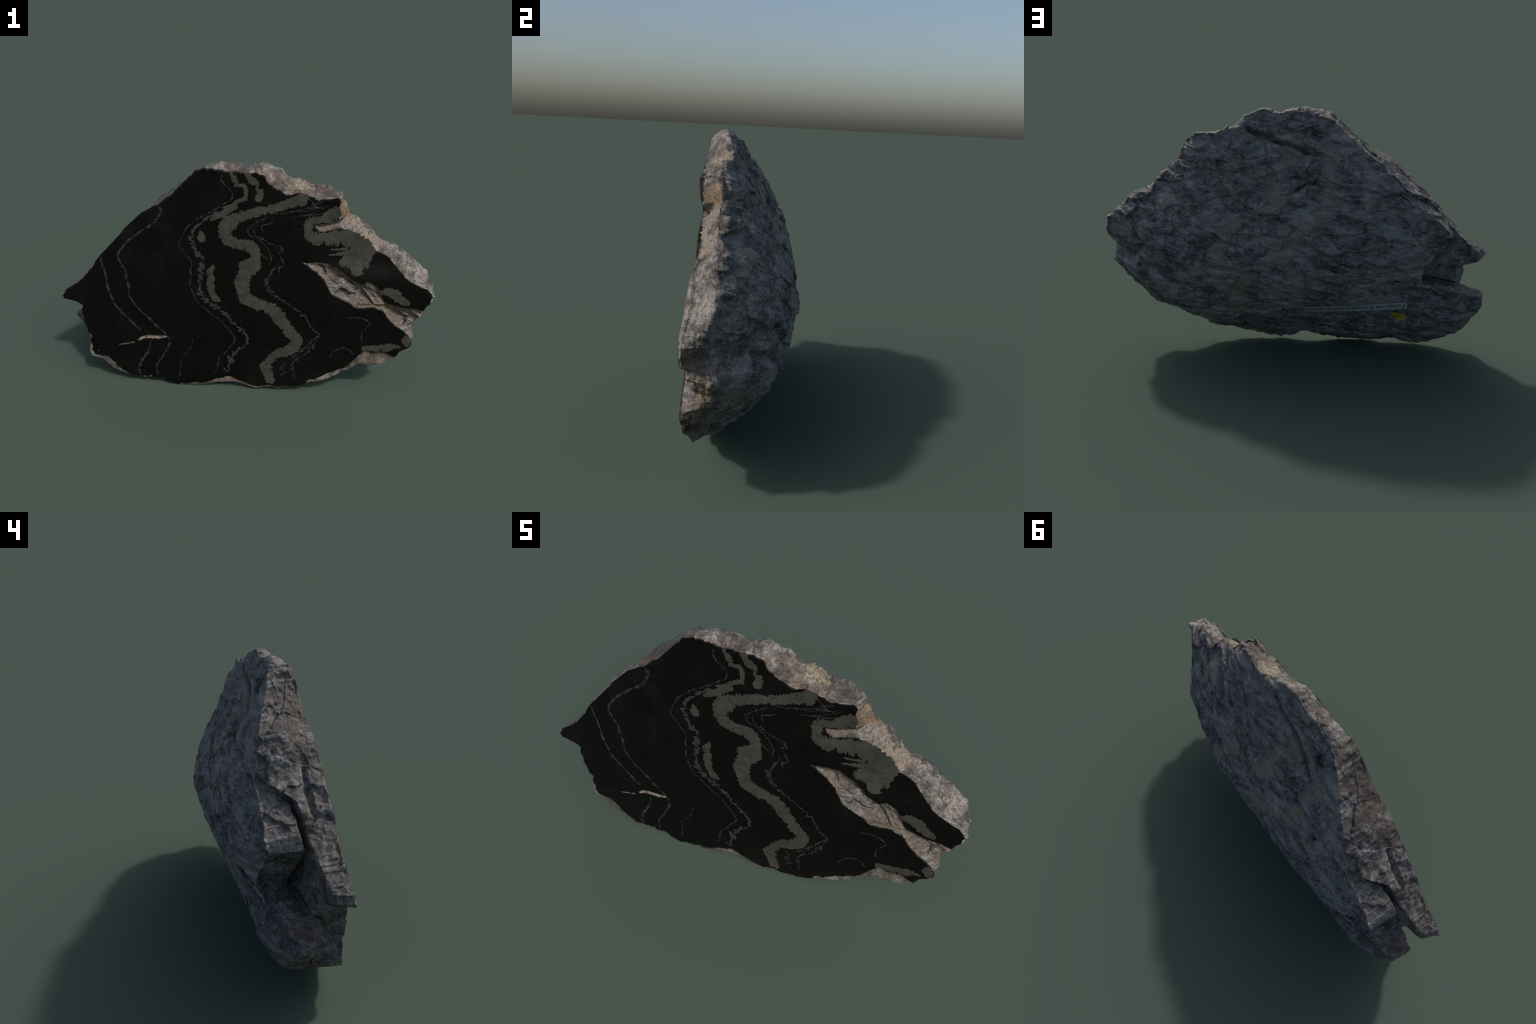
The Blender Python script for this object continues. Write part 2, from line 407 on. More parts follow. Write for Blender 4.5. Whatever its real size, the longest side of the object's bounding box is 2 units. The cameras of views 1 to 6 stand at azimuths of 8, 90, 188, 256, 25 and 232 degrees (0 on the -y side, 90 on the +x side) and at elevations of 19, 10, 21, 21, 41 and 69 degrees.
# -------------------------------------------------------------- materials ---
class Mat:
    def __init__(self, name):
        self.m = bpy.data.materials.new(name)
        self.m.use_nodes = True
        self.nt = self.m.node_tree
        self.b = self.nt.nodes["Principled BSDF"]
        tc = self.nt.nodes.new("ShaderNodeTexCoord")
        self.obj = tc.outputs["Object"]
    def node(self, kind, **kw):
        n = self.nt.nodes.new(kind)
        for k, v in kw.items():
            setattr(n, k, v)
        return n
    def put(self, sock, v):
        if hasattr(v, "is_output"):
            self.nt.links.new(v, sock)
        else:
            sock.default_value = v
    def mapping(self, scale=(1, 1, 1), rot=(0, 0, 0), loc=(0, 0, 0), src=None):
        n = self.node("ShaderNodeMapping")
        self.put(n.inputs["Vector"], src or self.obj)
        n.inputs["Scale"].default_value = scale
        n.inputs["Rotation"].default_value = rot
        n.inputs["Location"].default_value = loc
        return n.outputs["Vector"]
    def noise(self, scale, detail=5, rough=0.6, vec=None, dist=0.0):
        n = self.node("ShaderNodeTexNoise")
        self.put(n.inputs["Vector"], vec or self.obj)
        n.inputs["Scale"].default_value = scale
        n.inputs["Detail"].default_value = detail
        n.inputs["Roughness"].default_value = rough
        n.inputs["Distortion"].default_value = dist
        return n.outputs["Fac"]
    def ramp(self, fac, stops):
        n = self.node("ShaderNodeValToRGB")
        self.put(n.inputs["Fac"], fac)
        e = n.color_ramp.elements
        while len(e) < len(stops):
            e.new(0.5)
        for el, (p, c) in zip(e, stops):
            el.position = p
            el.color = (*c, 1) if isinstance(c, tuple) else (c, c, c, 1)
        return n.outputs["Color"]
    def math(self, op, a, b=0.0, c=0.0, clamp=False):
        n = self.node("ShaderNodeMath", operation=op, use_clamp=clamp)
        self.put(n.inputs[0], a); self.put(n.inputs[1], b)
        if len(n.inputs) > 2:
            self.put(n.inputs[2], c)
        return n.outputs[0]
    def mix(self, fac, a, b, blend="MIX"):
        n = self.node("ShaderNodeMix", data_type="RGBA", blend_type=blend)
        self.put(n.inputs[0], fac)
        for s, v in ((n.inputs[6], a), (n.inputs[7], b)):
            self.put(s, v if hasattr(v, "is_output") else ((*v, 1) if len(v) == 3 else v))
        return n.outputs[2]
    def remap(self, v, a, b):
        n = self.node("ShaderNodeMapRange", clamp=True)
        n.interpolation_type = "SMOOTHSTEP"
        self.put(n.inputs["Value"], v)
        n.inputs["From Min"].default_value = a
        n.inputs["From Max"].default_value = b
        return n.outputs["Result"]
    def spots(self, c, spots, wob=0.05, scale=14):
        """blotches of another mineral: (centre, radius, colour, strength)"""
        n = self.math("MULTIPLY", self.math("SUBTRACT", self.noise(scale, 6, 0.7), 0.5), wob * 2)
        for cen, rad, col, k in spots:
            d = self.node("ShaderNodeVectorMath", operation="DISTANCE")
            self.put(d.inputs[0], self.obj)
            d.inputs[1].default_value = cen
            dd = self.math("ADD", d.outputs["Value"], n)
            f = self.math("MULTIPLY", self.math("SUBTRACT", 1.0, self.remap(dd, rad * 0.75, rad * 1.1)), k)
            c = self.mix(f, c, col)
        return c
    def finish(self, color, rough=0.8, bump=None, strength=0.4, dist=0.003, spec=0.5):
        self.put(self.b.inputs["Base Color"], color if hasattr(color, "is_output") else (*color, 1))
        self.put(self.b.inputs["Roughness"], rough)
        self.b.inputs["Specular IOR Level"].default_value = spec
        if bump is not None:
            n = self.node("ShaderNodeBump")
            n.inputs["Strength"].default_value = strength
            n.inputs["Distance"].default_value = dist
            self.put(n.inputs["Height"], bump)
            self.nt.links.new(n.outputs["Normal"], self.b.inputs["Normal"])
        return self.m

def mat_polished():
    m = Mat("polished_black_rock")
    fine = m.noise(120, 8, 0.8)
    lines = m.noise(9, 8, 0.72, m.mapping((1.6, 1.0, 1.0), (0, 0.3, 0)), 1.5)
    base = m.ramp(fine, [(0.40, (0.0010, 0.0010, 0.0009)), (0.54, (0.0030, 0.0029, 0.0026)), (0.66, (0.0095, 0.0088, 0.0077))])
    # faint hair-thin veinlets
    patch = m.remap(m.noise(5, 3, 0.5), 0.40, 0.62)
    c = base
    for lv in (0.46, 0.53, 0.60):
        vl = m.math("ABSOLUTE", m.math("SUBTRACT", lines, lv))
        hair = m.math("SUBTRACT", 1.0, m.remap(vl, 0.0, 0.0045))
        c = m.mix(m.math("MULTIPLY", m.math("MULTIPLY", hair, patch), 0.6), c, (0.028, 0.026, 0.023))
    # dull brown-grey scuffs
    sc = m.remap(m.noise(3.4, 8, 0.70), 0.52, 0.74)
    c = m.mix(m.math("MULTIPLY", sc, 0.28), c, (0.018, 0.016, 0.014))
    return m.finish(c, 0.28, spec=0.2)

def mat_quartz(name, light, dark):
    m = Mat(name)
    n = m.noise(30, 9, 0.75)
    c = m.mix(m.remap(n, 0.36, 0.66), dark, light)
    st = m.remap(m.noise(7, 7, 0.7), 0.50, 0.66)
    c = m.mix(m.math("MULTIPLY", st, 0.45), c, (light[0] * 1.25, light[1] * 1.05, light[2] * 0.85))
    v = m.node("ShaderNodeTexVoronoi", feature="DISTANCE_TO_EDGE")
    wv = m.node("ShaderNodeVectorMath", operation="ADD")
    m.put(wv.inputs[0], m.mapping((1.0, 1.0, 2.6), (0, 0.45, 0)))
    nz = m.node("ShaderNodeTexNoise"); m.put(nz.inputs["Vector"], m.obj); nz.inputs["Scale"].default_value = 18; nz.inputs["Detail"].default_value = 5
    sc = m.node("ShaderNodeVectorMath", operation="SCALE"); m.put(sc.inputs[0], nz.outputs["Color"]); sc.inputs["Scale"].default_value = 0.09
    m.put(wv.inputs[1], sc.outputs[0])
    m.put(v.inputs["Vector"], wv.outputs[0])
    v.inputs["Scale"].default_value = 13
    cr = m.math("SUBTRACT", 1.0, m.remap(v.outputs["Distance"], 0.0, 0.035))
    gate = m.remap(m.noise(11, 3, 0.6, m.mapping(loc=(5, 5, 5))), 0.48, 0.58)
    c = m.mix(m.math("MULTIPLY", m.math("MULTIPLY", cr, gate), 0.8), c, (0.010, 0.009, 0.008))
    wisp = m.remap(m.noise(26, 8, 0.75, m.mapping((1.0, 1.0, 3.0), (0, 0.5, 0), (3, 2, 1))), 0.57, 0.66)
    c = m.mix(m.math("MULTIPLY", wisp, 0.75), c, (0.006, 0.006, 0.005))
    return m.finish(c, 0.38, spec=0.3)

def mat_edge():
    m = Mat("weathered_edge")
    mot = m.noise(15, 12, 0.80)
    fine = m.noise(70, 9, 0.82)
    c = m.ramp(mot, [(0.40, (0.042, 0.038, 0.035)), (0.455, (0.130, 0.117, 0.107)), (0.51, (0.255, 0.228, 0.207)), (0.60, (0.42, 0.375, 0.335))])
    brown = m.remap(m.noise(4.3, 8, 0.72, m.mapping(loc=(3, 1, 2))), 0.48, 0.60)
    c = m.mix(m.math("MULTIPLY", brown, 0.55), c, (0.225, 0.158, 0.102))
    c = m.spots(c, [((0.32, -0.13, 1.15), 0.045, (0.40, 0.335, 0.235), 0.6), ((0.63, -0.14, 0.93), 0.110, (0.36, 0.305, 0.245), 0.65),
                    ((0.54, -0.15, 1.03), 0.055, (0.29, 0.19, 0.105), 0.7), ((-0.32, -0.15, 1.11), 0.10, (0.075, 0.046, 0.034), 0.75),
                    ((-0.20, -0.15, 1.21), 0.05, (0.10, 0.075, 0.06), 0.6), ((0.47, -0.13, 1.14), 0.05, (0.085, 0.072, 0.066), 0.75),
                    ((-0.42, -0.05, 1.03), 0.05, (0.06, 0.052, 0.047), 0.7), ((-0.48, -0.06, 0.98), 0.035, (0.07, 0.06, 0.054), 0.7), ((-0.52, -0.14, 0.94), 0.07, (0.10, 0.068, 0.05), 0.6), ((-0.40, -0.13, 1.05), 0.06, (0.12, 0.06, 0.04), 0.6),
                    ((0.90, -0.14, 0.40), 0.07, (0.27, 0.195, 0.115), 0.6), ((0.93, -0.12, 0.70), 0.07, (0.36, 0.33, 0.30), 0.6),
                    ((0.86, -0.05, 0.46), 0.06, (0.36, 0.35, 0.34), 0.7), ((0.97, -0.14, 0.55), 0.05, (0.09, 0.085, 0.08), 0.6)], 0.09, 10)
    dark = m.remap(m.noise(8.0, 12, 0.80, m.mapping(loc=(7, 2, 4))), 0.515, 0.555)
    c = m.mix(m.math("MULTIPLY", dark, 0.78), c, (0.050, 0.042, 0.037))
    c = m.mix(m.math("MULTIPLY", m.remap(fine, 0.50, 0.545), 0.62), c, (0.055, 0.049, 0.044))
    grit = m.noise(190, 5, 0.75)
    c = m.mix(1.0, c, m.ramp(grit, [(0.38, 0.50), (0.50, 0.94), (0.62, 1.0)]), "MULTIPLY")
    h = m.math("ADD", m.math("MULTIPLY", mot, 0.8), m.math("ADD", m.math("MULTIPLY", fine, 0.5), m.math("MULTIPLY", grit, 0.25)))
    return m.finish(c, m.math("ADD", 0.42, m.math("MULTIPLY", fine, 0.4)), h, 0.8, 0.010, spec=0.5)

def mat_hollow():
    m = Mat("broken_hollow")
    st = m.mapping((3.0, 3.0, 11.0), (0, math.radians(38), 0))
    lin = m.noise(3.2, 12, 0.80, st, 1.0)
    c = m.ramp(lin, [(0.39, (0.022, 0.020, 0.018)), (0.46, (0.085, 0.077, 0.070)), (0.52, (0.165, 0.149, 0.135)), (0.64, (0.33, 0.295, 0.262))])
    brown = m.remap(m.noise(7.5, 6, 0.66, m.mapping(loc=(1, 5, 2))), 0.47, 0.60)
    c = m.mix(m.math("MULTIPLY", brown, 0.55), c, (0.20, 0.145, 0.085))
    fine = m.noise(75, 6, 0.75)
    c = m.mix(m.math("MULTIPLY", m.remap(fine, 0.49, 0.55), 0.6), c, (0.045, 0.041, 0.037))
    return m.finish(c, 0.33, m.math("ADD", lin, m.math("MULTIPLY", fine, 0.5)), 0.8, 0.010, spec=0.6)

def mat_back():
    m = Mat("weathered_back")
    tilt = (0, math.radians(12), 0)
    st = m.noise(9, 12, 0.82, m.mapping((1.0, 1.0, 2.4), tilt), 0.5)
    speck = m.noise(48, 10, 0.82)
    patchy = m.noise(5.0, 6, 0.68, m.mapping((1, 1, 1.8), tilt, (4, 0, 1)))
    c = m.ramp(st, [(0.39, (0.040, 0.038, 0.036)), (0.46, (0.130, 0.123, 0.117)), (0.52, (0.212, 0.201, 0.191)), (0.62, (0.31, 0.292, 0.275))])
    dark = m.math("MULTIPLY", m.remap(patchy, 0.46, 0.55), m.remap(speck, 0.465, 0.515))
    c = m.mix(m.math("MULTIPLY", dark, 0.7), c, (0.024, 0.023, 0.022))
    # tan crumpled veins: x as a curve of height
    sep = m.node("ShaderNodeSeparateXYZ"); m.put(sep.inputs[0], m.obj)
    wob = m.math("MULTIPLY", m.math("SUBTRACT", m.noise(18, 6, 0.7), 0.5), 0.13)
    zz = m.math("ADD", sep.outputs["Z"], m.math("MULTIPLY", m.math("SUBTRACT", m.noise(11, 3, 0.6, m.mapping(loc=(9, 9, 9))), 0.5), 0.06))
    total = None
    for pts, w in VEINS_BACK:
        fc = m.node("ShaderNodeFloatCurve")
        cm = fc.mapping
        cv = cm.curves[0]
        pts = sorted((z / 1.3, (x + 1) / 2) for x, z in pts)
        while len(cv.points) < len(pts):
            cv.points.new(0.5, 0.5)
        for p, (a, b) in zip(cv.points, pts):
            p.location = (a, b)
        cm.update()
        m.put(fc.inputs["Value"], m.math("DIVIDE", zz, 1.3))
        fx_ = m.math("SUBTRACT", m.math("MULTIPLY", fc.outputs[0], 2.0), 1.0)
        d = m.math("ABSOLUTE", m.math("ADD", m.math("SUBTRACT", sep.outputs["X"], fx_), wob))
        k = m.math("SUBTRACT", 1.0, m.remap(d, w * 0.55, w * 1.15))
        lo, hi = pts[0][0] * 1.3, pts[-1][0] * 1.3
        k = m.math("MULTIPLY", k, m.math("MULTIPLY", m.remap(sep.outputs["Z"], lo - 0.02, lo + 0.02), m.math("SUBTRACT", 1.0, m.remap(sep.outputs["Z"], hi - 0.02, hi + 0.02))))
        total = k if total is None else m.math("MAXIMUM", total, k)
    grain = m.math("MULTIPLY", m.remap(speck, 0.36, 0.54), 0.85)
    c = m.mix(m.math("MULTIPLY", total, grain), c, (0.235, 0.188, 0.135))
    white = m.remap(m.noise(9, 5, 0.7, m.mapping((1, 1, 2.5), tilt, (2, 8, 5))), 0.60, 0.70)
    c = m.mix(m.math("MULTIPLY", white, 0.5), c, (0.25, 0.245, 0.24))
    c = m.spots(c, [((0.67, 0.06, 0.445), 0.050, (0.30, 0.29, 0.285), 0.55), ((0.82, 0.0, 0.485), 0.045, (0.30, 0.29, 0.285), 0.5),
                    ((0.58, 0.09, 0.40), 0.030, (0.32, 0.31, 0.305), 0.7)], 0.11, 9)
    # pale scratches along the foliation
    scr = m.remap(m.noise(10, 6, 0.7, m.mapping((1.0, 1.0, 9.0), (0, math.radians(-10), 0), (3, 3, 7))), 0.60, 0.68)
    c = m.mix(m.math("MULTIPLY", scr, 0.45), c, (0.30, 0.285, 0.27))
    grit = m.noise(190, 5, 0.75)
    c = m.mix(1.0, c, m.ramp(grit, [(0.38, 0.60), (0.49, 1.06), (0.62, 1.12)]), "MULTIPLY")
    c = m.mix(m.math("MULTIPLY", m.remap(grit, 0.55, 0.64), 0.35), c, (0.31, 0.295, 0.28))
    h = m.math("ADD", m.math("MULTIPLY", st, 0.7), m.math("ADD", m.math("MULTIPLY", speck, 0.5), m.math("MULTIPLY", grit, 0.25)))
    return m.finish(c, 0.75, h, 0.8, 0.009, spec=0.4)

VEINS_BACK = [
 ([(0.324,1.156),(0.131,1.133),(-0.033,1.073),(-0.026,1.021),(0.108,0.96),(0.038,0.915),(0.036,0.84),(0.129,0.799),(0.249,0.741),(0.281,0.68),(0.325,0.614),(0.309,0.563),(0.191,0.52),(0.227,0.417),(0.257,0.243)], 0.046),
 ([(0.004,1.164),(-0.142,1.105),(-0.243,1.054),(-0.204,0.965),(-0.238,0.914),(-0.198,0.814),(-0.083,0.719),(0.018,0.651),(0.003,0.567),(-0.063,0.496),(-0.059,0.417),(-0.063,0.257)], 0.036),
 ([(0.166,1.054),(0.204,1.035),(0.264,0.996),(0.288,0.934),(0.244,0.888),(0.26,0.841)], 0.018),
 ([(-0.409,0.87),(-0.378,0.832),(-0.362,0.801)], 0.022),
 ([(0.559,0.859),(0.638,0.811),(0.736,0.771),(0.864,0.729)], 0.022),
]

M_POL, M_EDGE, M_HOL, M_BACK = mat_polished(), mat_edge(), mat_hollow(), mat_back()
M_Q = mat_quartz("grey_quartz", (0.050, 0.051, 0.045), (0.031, 0.032, 0.028))
M_C = mat_quartz("thin_quartz", (0.036, 0.039, 0.040), (0.022, 0.025, 0.026))

# --------------------------------------------------------------- assemble ---
root = bpy.data.objects.new("folded_rock_slab", None)
bpy.context.scene.collection.objects.link(root)
root["label"] = "black folded rock slab with polished face and grey quartz veins"
root["category"] = "rock"

zshift = 0.0
fc = V[quads].mean(1)
qtag = np.where(qrow < NF, 0, np.where(qrow < NF + NW, 1, 2))
depth = fc[:, 1] - front_plane(fc[:, 0], fc[:, 2])
dn = 0.0014 + 0.0012 * fbm(np.c_[fc[:, 0], fc[:, 2], 0 * fc[:, 0]] * 40, 2)
isrough = (qtag == 0) & (depth > 0.0026 + dn)
# tidy the border between polished and broken faces
grid = isrough.reshape(R - 1, NT).astype(float)
for _ in range(2):
    acc = np.zeros_like(grid)
    for da in (-1, 0, 1):
        sh_ = np.roll(grid, da, 0)
        for db in (-3, -2, -1, 0, 1, 2, 3):
            acc += np.roll(sh_, db, 1)
    grid = (acc > 10.5).astype(float)
grid[NF - 1:] = isrough.reshape(R - 1, NT)[NF - 1:]
grid[0] = 0
isrough = (grid.reshape(-1) > 0.5) & (qtag == 0)
sh = signed(fc[:, 0], fc[:, 2] - zshift, HOLLOW)
sg = signed(fc[:, 0], fc[:, 2] - zshift, GOUGE)
edge_zone = (sh < -0.03) & (sg < -0.02)
region = np.where(qtag == 1, 1, np.where(qtag == 2, 2, np.where(isrough, np.where(edge_zone, 1, 3), 0)))

def part(name, sel, mat, caps=()):
    f = quads[sel].tolist()
    for c in caps:
        f += c.tolist()
    used = np.unique(np.concatenate([quads[sel].ravel()] + [c.ravel() for c in caps]))
    rm = np.full(len(V), -1); rm[used] = np.arange(len(used))
    g = [[int(rm[v]) for v in q] for q in f]
    return make_object(name, V[used], g, mat, root, N[used])

part("polished_face", region == 0, M_POL, [capF])
part("weathered_edge", region == 1, M_EDGE)
part("weathered_back", region == 2, M_BACK, [capB])
part("broken_hollow", region == 3, M_HOL)

# ------------------------------------------------------------ quartz inlay --
def resample(pts, step):
    p = np.array(pts, float)
    l = np.r_[0, np.cumsum(np.hypot(*np.diff(p[:, :2], axis=0).T))]
    n = max(4, int(l[-1] / step))
    s = np.linspace(0, l[-1], n)
    # Catmull-Rom style smoothing by cubic hermite on arc length
    out = []
    for c in range(p.shape[1]):
        m = np.gradient(p[:, c], l + np.arange(len(l)) * 1e-6)
        k = np.clip(np.searchsorted(l, s, side="right") - 1, 0, len(l) - 2)
        h = (l[k + 1] - l[k]) + 1e-9
        t = (s - l[k]) / h
        out.append((2*t**3-3*t**2+1)*p[k, c] + (t**3-2*t**2+t)*h*m[k] + (-2*t**3+3*t**2)*p[k+1, c] + (t**3-t**2)*h*m[k+1])
    return np.array(out).T, s

def strip(name, centre, half_l, half_r, mat, lift=0.0007, cols=6):
    """solid inlay following the cut face, sunk 4 mm into the rock"""
    n = len(centre)
    tan = np.gradient(centre, axis=0)
    tan /= np.linalg.norm(tan, axis=1)[:, None] + 1e-12
    nor = np.c_[-tan[:, 1], tan[:, 0]]
    ring = []
    ts = np.linspace(-1, 1, cols)
    for t in ts:
        off = np.where(t < 0, t * half_l, t * half_r)
        p = centre + nor * off[:, None]
        y = front_plane(p[:, 0], p[:, 1]) + front_relief(p[:, 0], p[:, 1]) - lift * (1.0 - 0.45 * t * t)
        ring.append(np.c_[p[:, 0], y, p[:, 1] + zshift])
    for t in (1, -1):
        off = np.where(t < 0, t * half_l, t * half_r)
        p = centre + nor * off[:, None]
        y = front_plane(p[:, 0], p[:, 1]) + front_relief(p[:, 0], p[:, 1]) + 0.004
        ring.append(np.c_[p[:, 0], y, p[:, 1] + zshift])
    c = len(ring)
    verts = np.stack(ring, 1).reshape(-1, 3)
    faces = []
    for i in range(n - 1):
        for k in range(c):
            a, b = i * c + k, i * c + (k + 1) % c
            faces.append((a, a + c, b + c, b))
    faces.append(tuple(range(c)))
    faces.append(tuple((n - 1) * c + k for k in reversed(range(c))))
    ob = make_object(name, verts, faces, mat, root, None, False)
    bmm = bmesh.new(); bmm.from_mesh(ob.data)
    bmesh.ops.recalc_face_normals(bmm, faces=bmm.faces)
    bmm.to_mesh(ob.data); bmm.free()
    return ob

def wide_vein(pts, rough=0.30, seed=0, lift=0.0007):
    q, s = resample(pts, 0.0028)
    z0 = np.zeros_like(s)
    w = q[:, 2] * 0.93
    # cuspate, saw-toothed borders
    def border(o):
        n = fbm(np.c_[s * 26 + o, z0, z0], 2)
        saw = np.abs(perlin(np.c_[s * 60 + o * 3, z0 + 1, z0])) + 0.5 * np.abs(perlin(np.c_[s * 140 + o * 3, z0 + 5, z0]))
        notch = np.clip(perlin(np.c_[s * 33 + o * 2, z0 + 8, z0]) - 0.25, 0, 1)
        return np.clip(w * (1 + rough * n - 1.1 * notch) - (0.004 + 0.24 * w) * (saw * 2.0 - 0.7), 0.0012, None)
    strip("quartz_vein", q[:, :2], border(seed * 7.7), border(seed * 7.7 + 50), M_Q, lift)

def thin_vein(pts, half=0.0022, amp=0.004, wave=0.018, seed=0, skew=0.0, mat=None, lift=0.0006):
    q, s = resample(pts, 0.0016)
    tan = np.gradient(q, axis=0); tan /= np.linalg.norm(tan, axis=1)[:, None] + 1e-12
    nor = np.c_[-tan[:, 1], tan[:, 0]]
    z0 = np.zeros_like(s)
    ph = s / wave * 2 * np.pi + 5.0 * fbm(np.c_[s * 16 + seed, z0, z0], 3)
    a = amp * np.clip(0.65 + 1.6 * perlin(np.c_[s * 22 + seed * 3.1, z0 + 4, z0]), 0.0, 1.7)
    zig = np.sin(ph) + 0.25 * np.sin(2 * ph + 1)
    c = q + nor * (a * zig)[:, None] + tan * (skew * a * zig)[:, None]
    c = c + nor * (0.9 * amp * fbm(np.c_[s * 45 + seed, z0 + 9, z0], 3))[:, None]
    h = half * np.clip(0.85 + 1.5 * fbm(np.c_[s * 35 + seed * 5, z0 + 2, z0], 2), 0.15, 1.9)
    strip("thin_quartz_vein", c, h, h, mat or M_C, lift, 3)

MAIN = [(0.318,1.122,0.0257),(0.311,1.093,0.0297),(0.267,1.075,0.0258),(0.212,1.056,0.0219),(0.152,1.037,0.02),(0.091,1.018,0.0221),(0.038,1.003,0.0242),(-0.011,0.984,0.0303),(-0.053,0.957,0.0386),(-0.078,0.922,0.0367),(-0.083,0.887,0.0327),(-0.063,0.862,0.0307),(-0.021,0.847,0.0286),(0.02,0.84,0.0306),(0.057,0.829,0.0347),(0.078,0.8,0.0266),(0.078,0.774,0.0246),(0.065,0.738,0.0452),(0.036,0.71,0.0495),(0.019,0.678,0.0394),(0.008,0.637,0.0395),(0.012,0.601,0.0355),(0.016,0.574,0.0356),(0.028,0.548,0.0357),(0.07,0.523,0.0336),(0.117,0.503,0.0336),(0.164,0.493,0.0336),(0.193,0.463,0.0379),(0.215,0.427,0.0338),(0.245,0.388,0.0318),(0.266,0.357,0.0318),(0.292,0.335,0.0298),(0.297,0.303,0.0277),(0.272,0.273,0.0321),(0.233,0.246,0.028),(0.195,0.234,0.0237),(0.165,0.212,0.0238),(0.147,0.177,0.0239),(0.134,0.152,0.0327),(0.143,0.124,0.0284),(0.148,0.095,0.0263),(0.165,0.067,0.0242),(0.178,0.06,0.0154)]
WIDE = [
 [(-0.206,0.907,0.0062),(-0.204,0.886,0.0165),(-0.201,0.86,0.0165),(-0.195,0.847,0.0103)],
 [(-0.145,0.725,0.0042),(-0.147,0.713,0.0083),(-0.163,0.681,0.0178),(-0.158,0.649,0.0189),(-0.161,0.613,0.021),(-0.157,0.577,0.0169),(-0.147,0.546,0.019),(-0.126,0.529,0.0148),(-0.109,0.521,0.0042)],
 [(-0.156,0.963,0.0041),(-0.127,0.983,0.0122),(-0.081,1.01,0.0162),(-0.039,1.033,0.0153),(-0.013,1.045,0.008)],
 [(-0.047,1.216,0.008),(-0.033,1.198,0.012),(-0.021,1.174,0.012),(-0.009,1.166,0.006)],
 [(-0.029,1.151,0.008),(-0.001,1.152,0.0088),(0.023,1.151,0.01),(0.031,1.135,0.01),(0.029,1.11,0.01),(0.031,1.086,0.01),(0.006,1.079,0.01),(-0.023,1.063,0.0088),(-0.051,1.049,0.004),(-0.093,1.033,0.0024)],
 [(0.038,1.218,0.0139),(0.043,1.203,0.0139),(0.055,1.185,0.0179),(0.071,1.175,0.0199),(0.091,1.164,0.006),(0.087,1.141,0.01),(0.103,1.126,0.0159),(0.103,1.105,0.0179),(0.091,1.084,0.016),(0.083,1.073,0.006)],
 [(0.64,0.296,0.0125),(0.682,0.299,0.0161),(0.723,0.302,0.0179),(0.771,0.31,0.0196),(0.812,0.321,0.0143),(0.839,0.315,0.0036)],
 [(0.859,0.386,0.0071),(0.864,0.363,0.0213),(0.868,0.34,0.0196),(0.863,0.324,0.0071)],
 [(0.505,1.040,0.022),(0.49,1.036,0.031),(0.467,1.018,0.032),(0.434,0.996,0.027),(0.4,0.984,0.022),(0.366,0.987,0.020),(0.35,0.986,0.017)],
 [(0.352,0.991,0.0153),(0.349,0.97,0.0211),(0.349,0.938,0.0231),(0.36,0.903,0.0289),(0.391,0.890,0.036),(0.441,0.894,0.037),(0.494,0.895,0.043),(0.555,0.888,0.048),(0.602,0.862,0.053),(0.626,0.829,0.052),(0.628,0.794,0.047),(0.606,0.766,0.044),(0.6,0.735,0.033),(0.616,0.706,0.018)],
 [(0.515,0.748,0.012),(0.53,0.763,0.028),(0.562,0.780,0.038),(0.593,0.792,0.0233)],
 [(0.45,0.802,0.003),(0.49,0.806,0.006),(0.53,0.815,0.011),(0.57,0.822,0.014)],
 [(0.46,0.832,0.002),(0.50,0.834,0.005),(0.545,0.838,0.009)],
 [(0.717,0.62,0.0104),(0.754,0.622,0.0207),(0.794,0.613,0.0277),(0.816,0.589,0.0243),(0.85,0.573,0.0174),(0.871,0.559,0.0087)]]
wide_vein(MAIN, 0.16, 1)
for k, v in enumerate(WIDE):
    wide_vein(v, 0.22, k + 2, 0.0007 + 0.00025 * (k % 4))

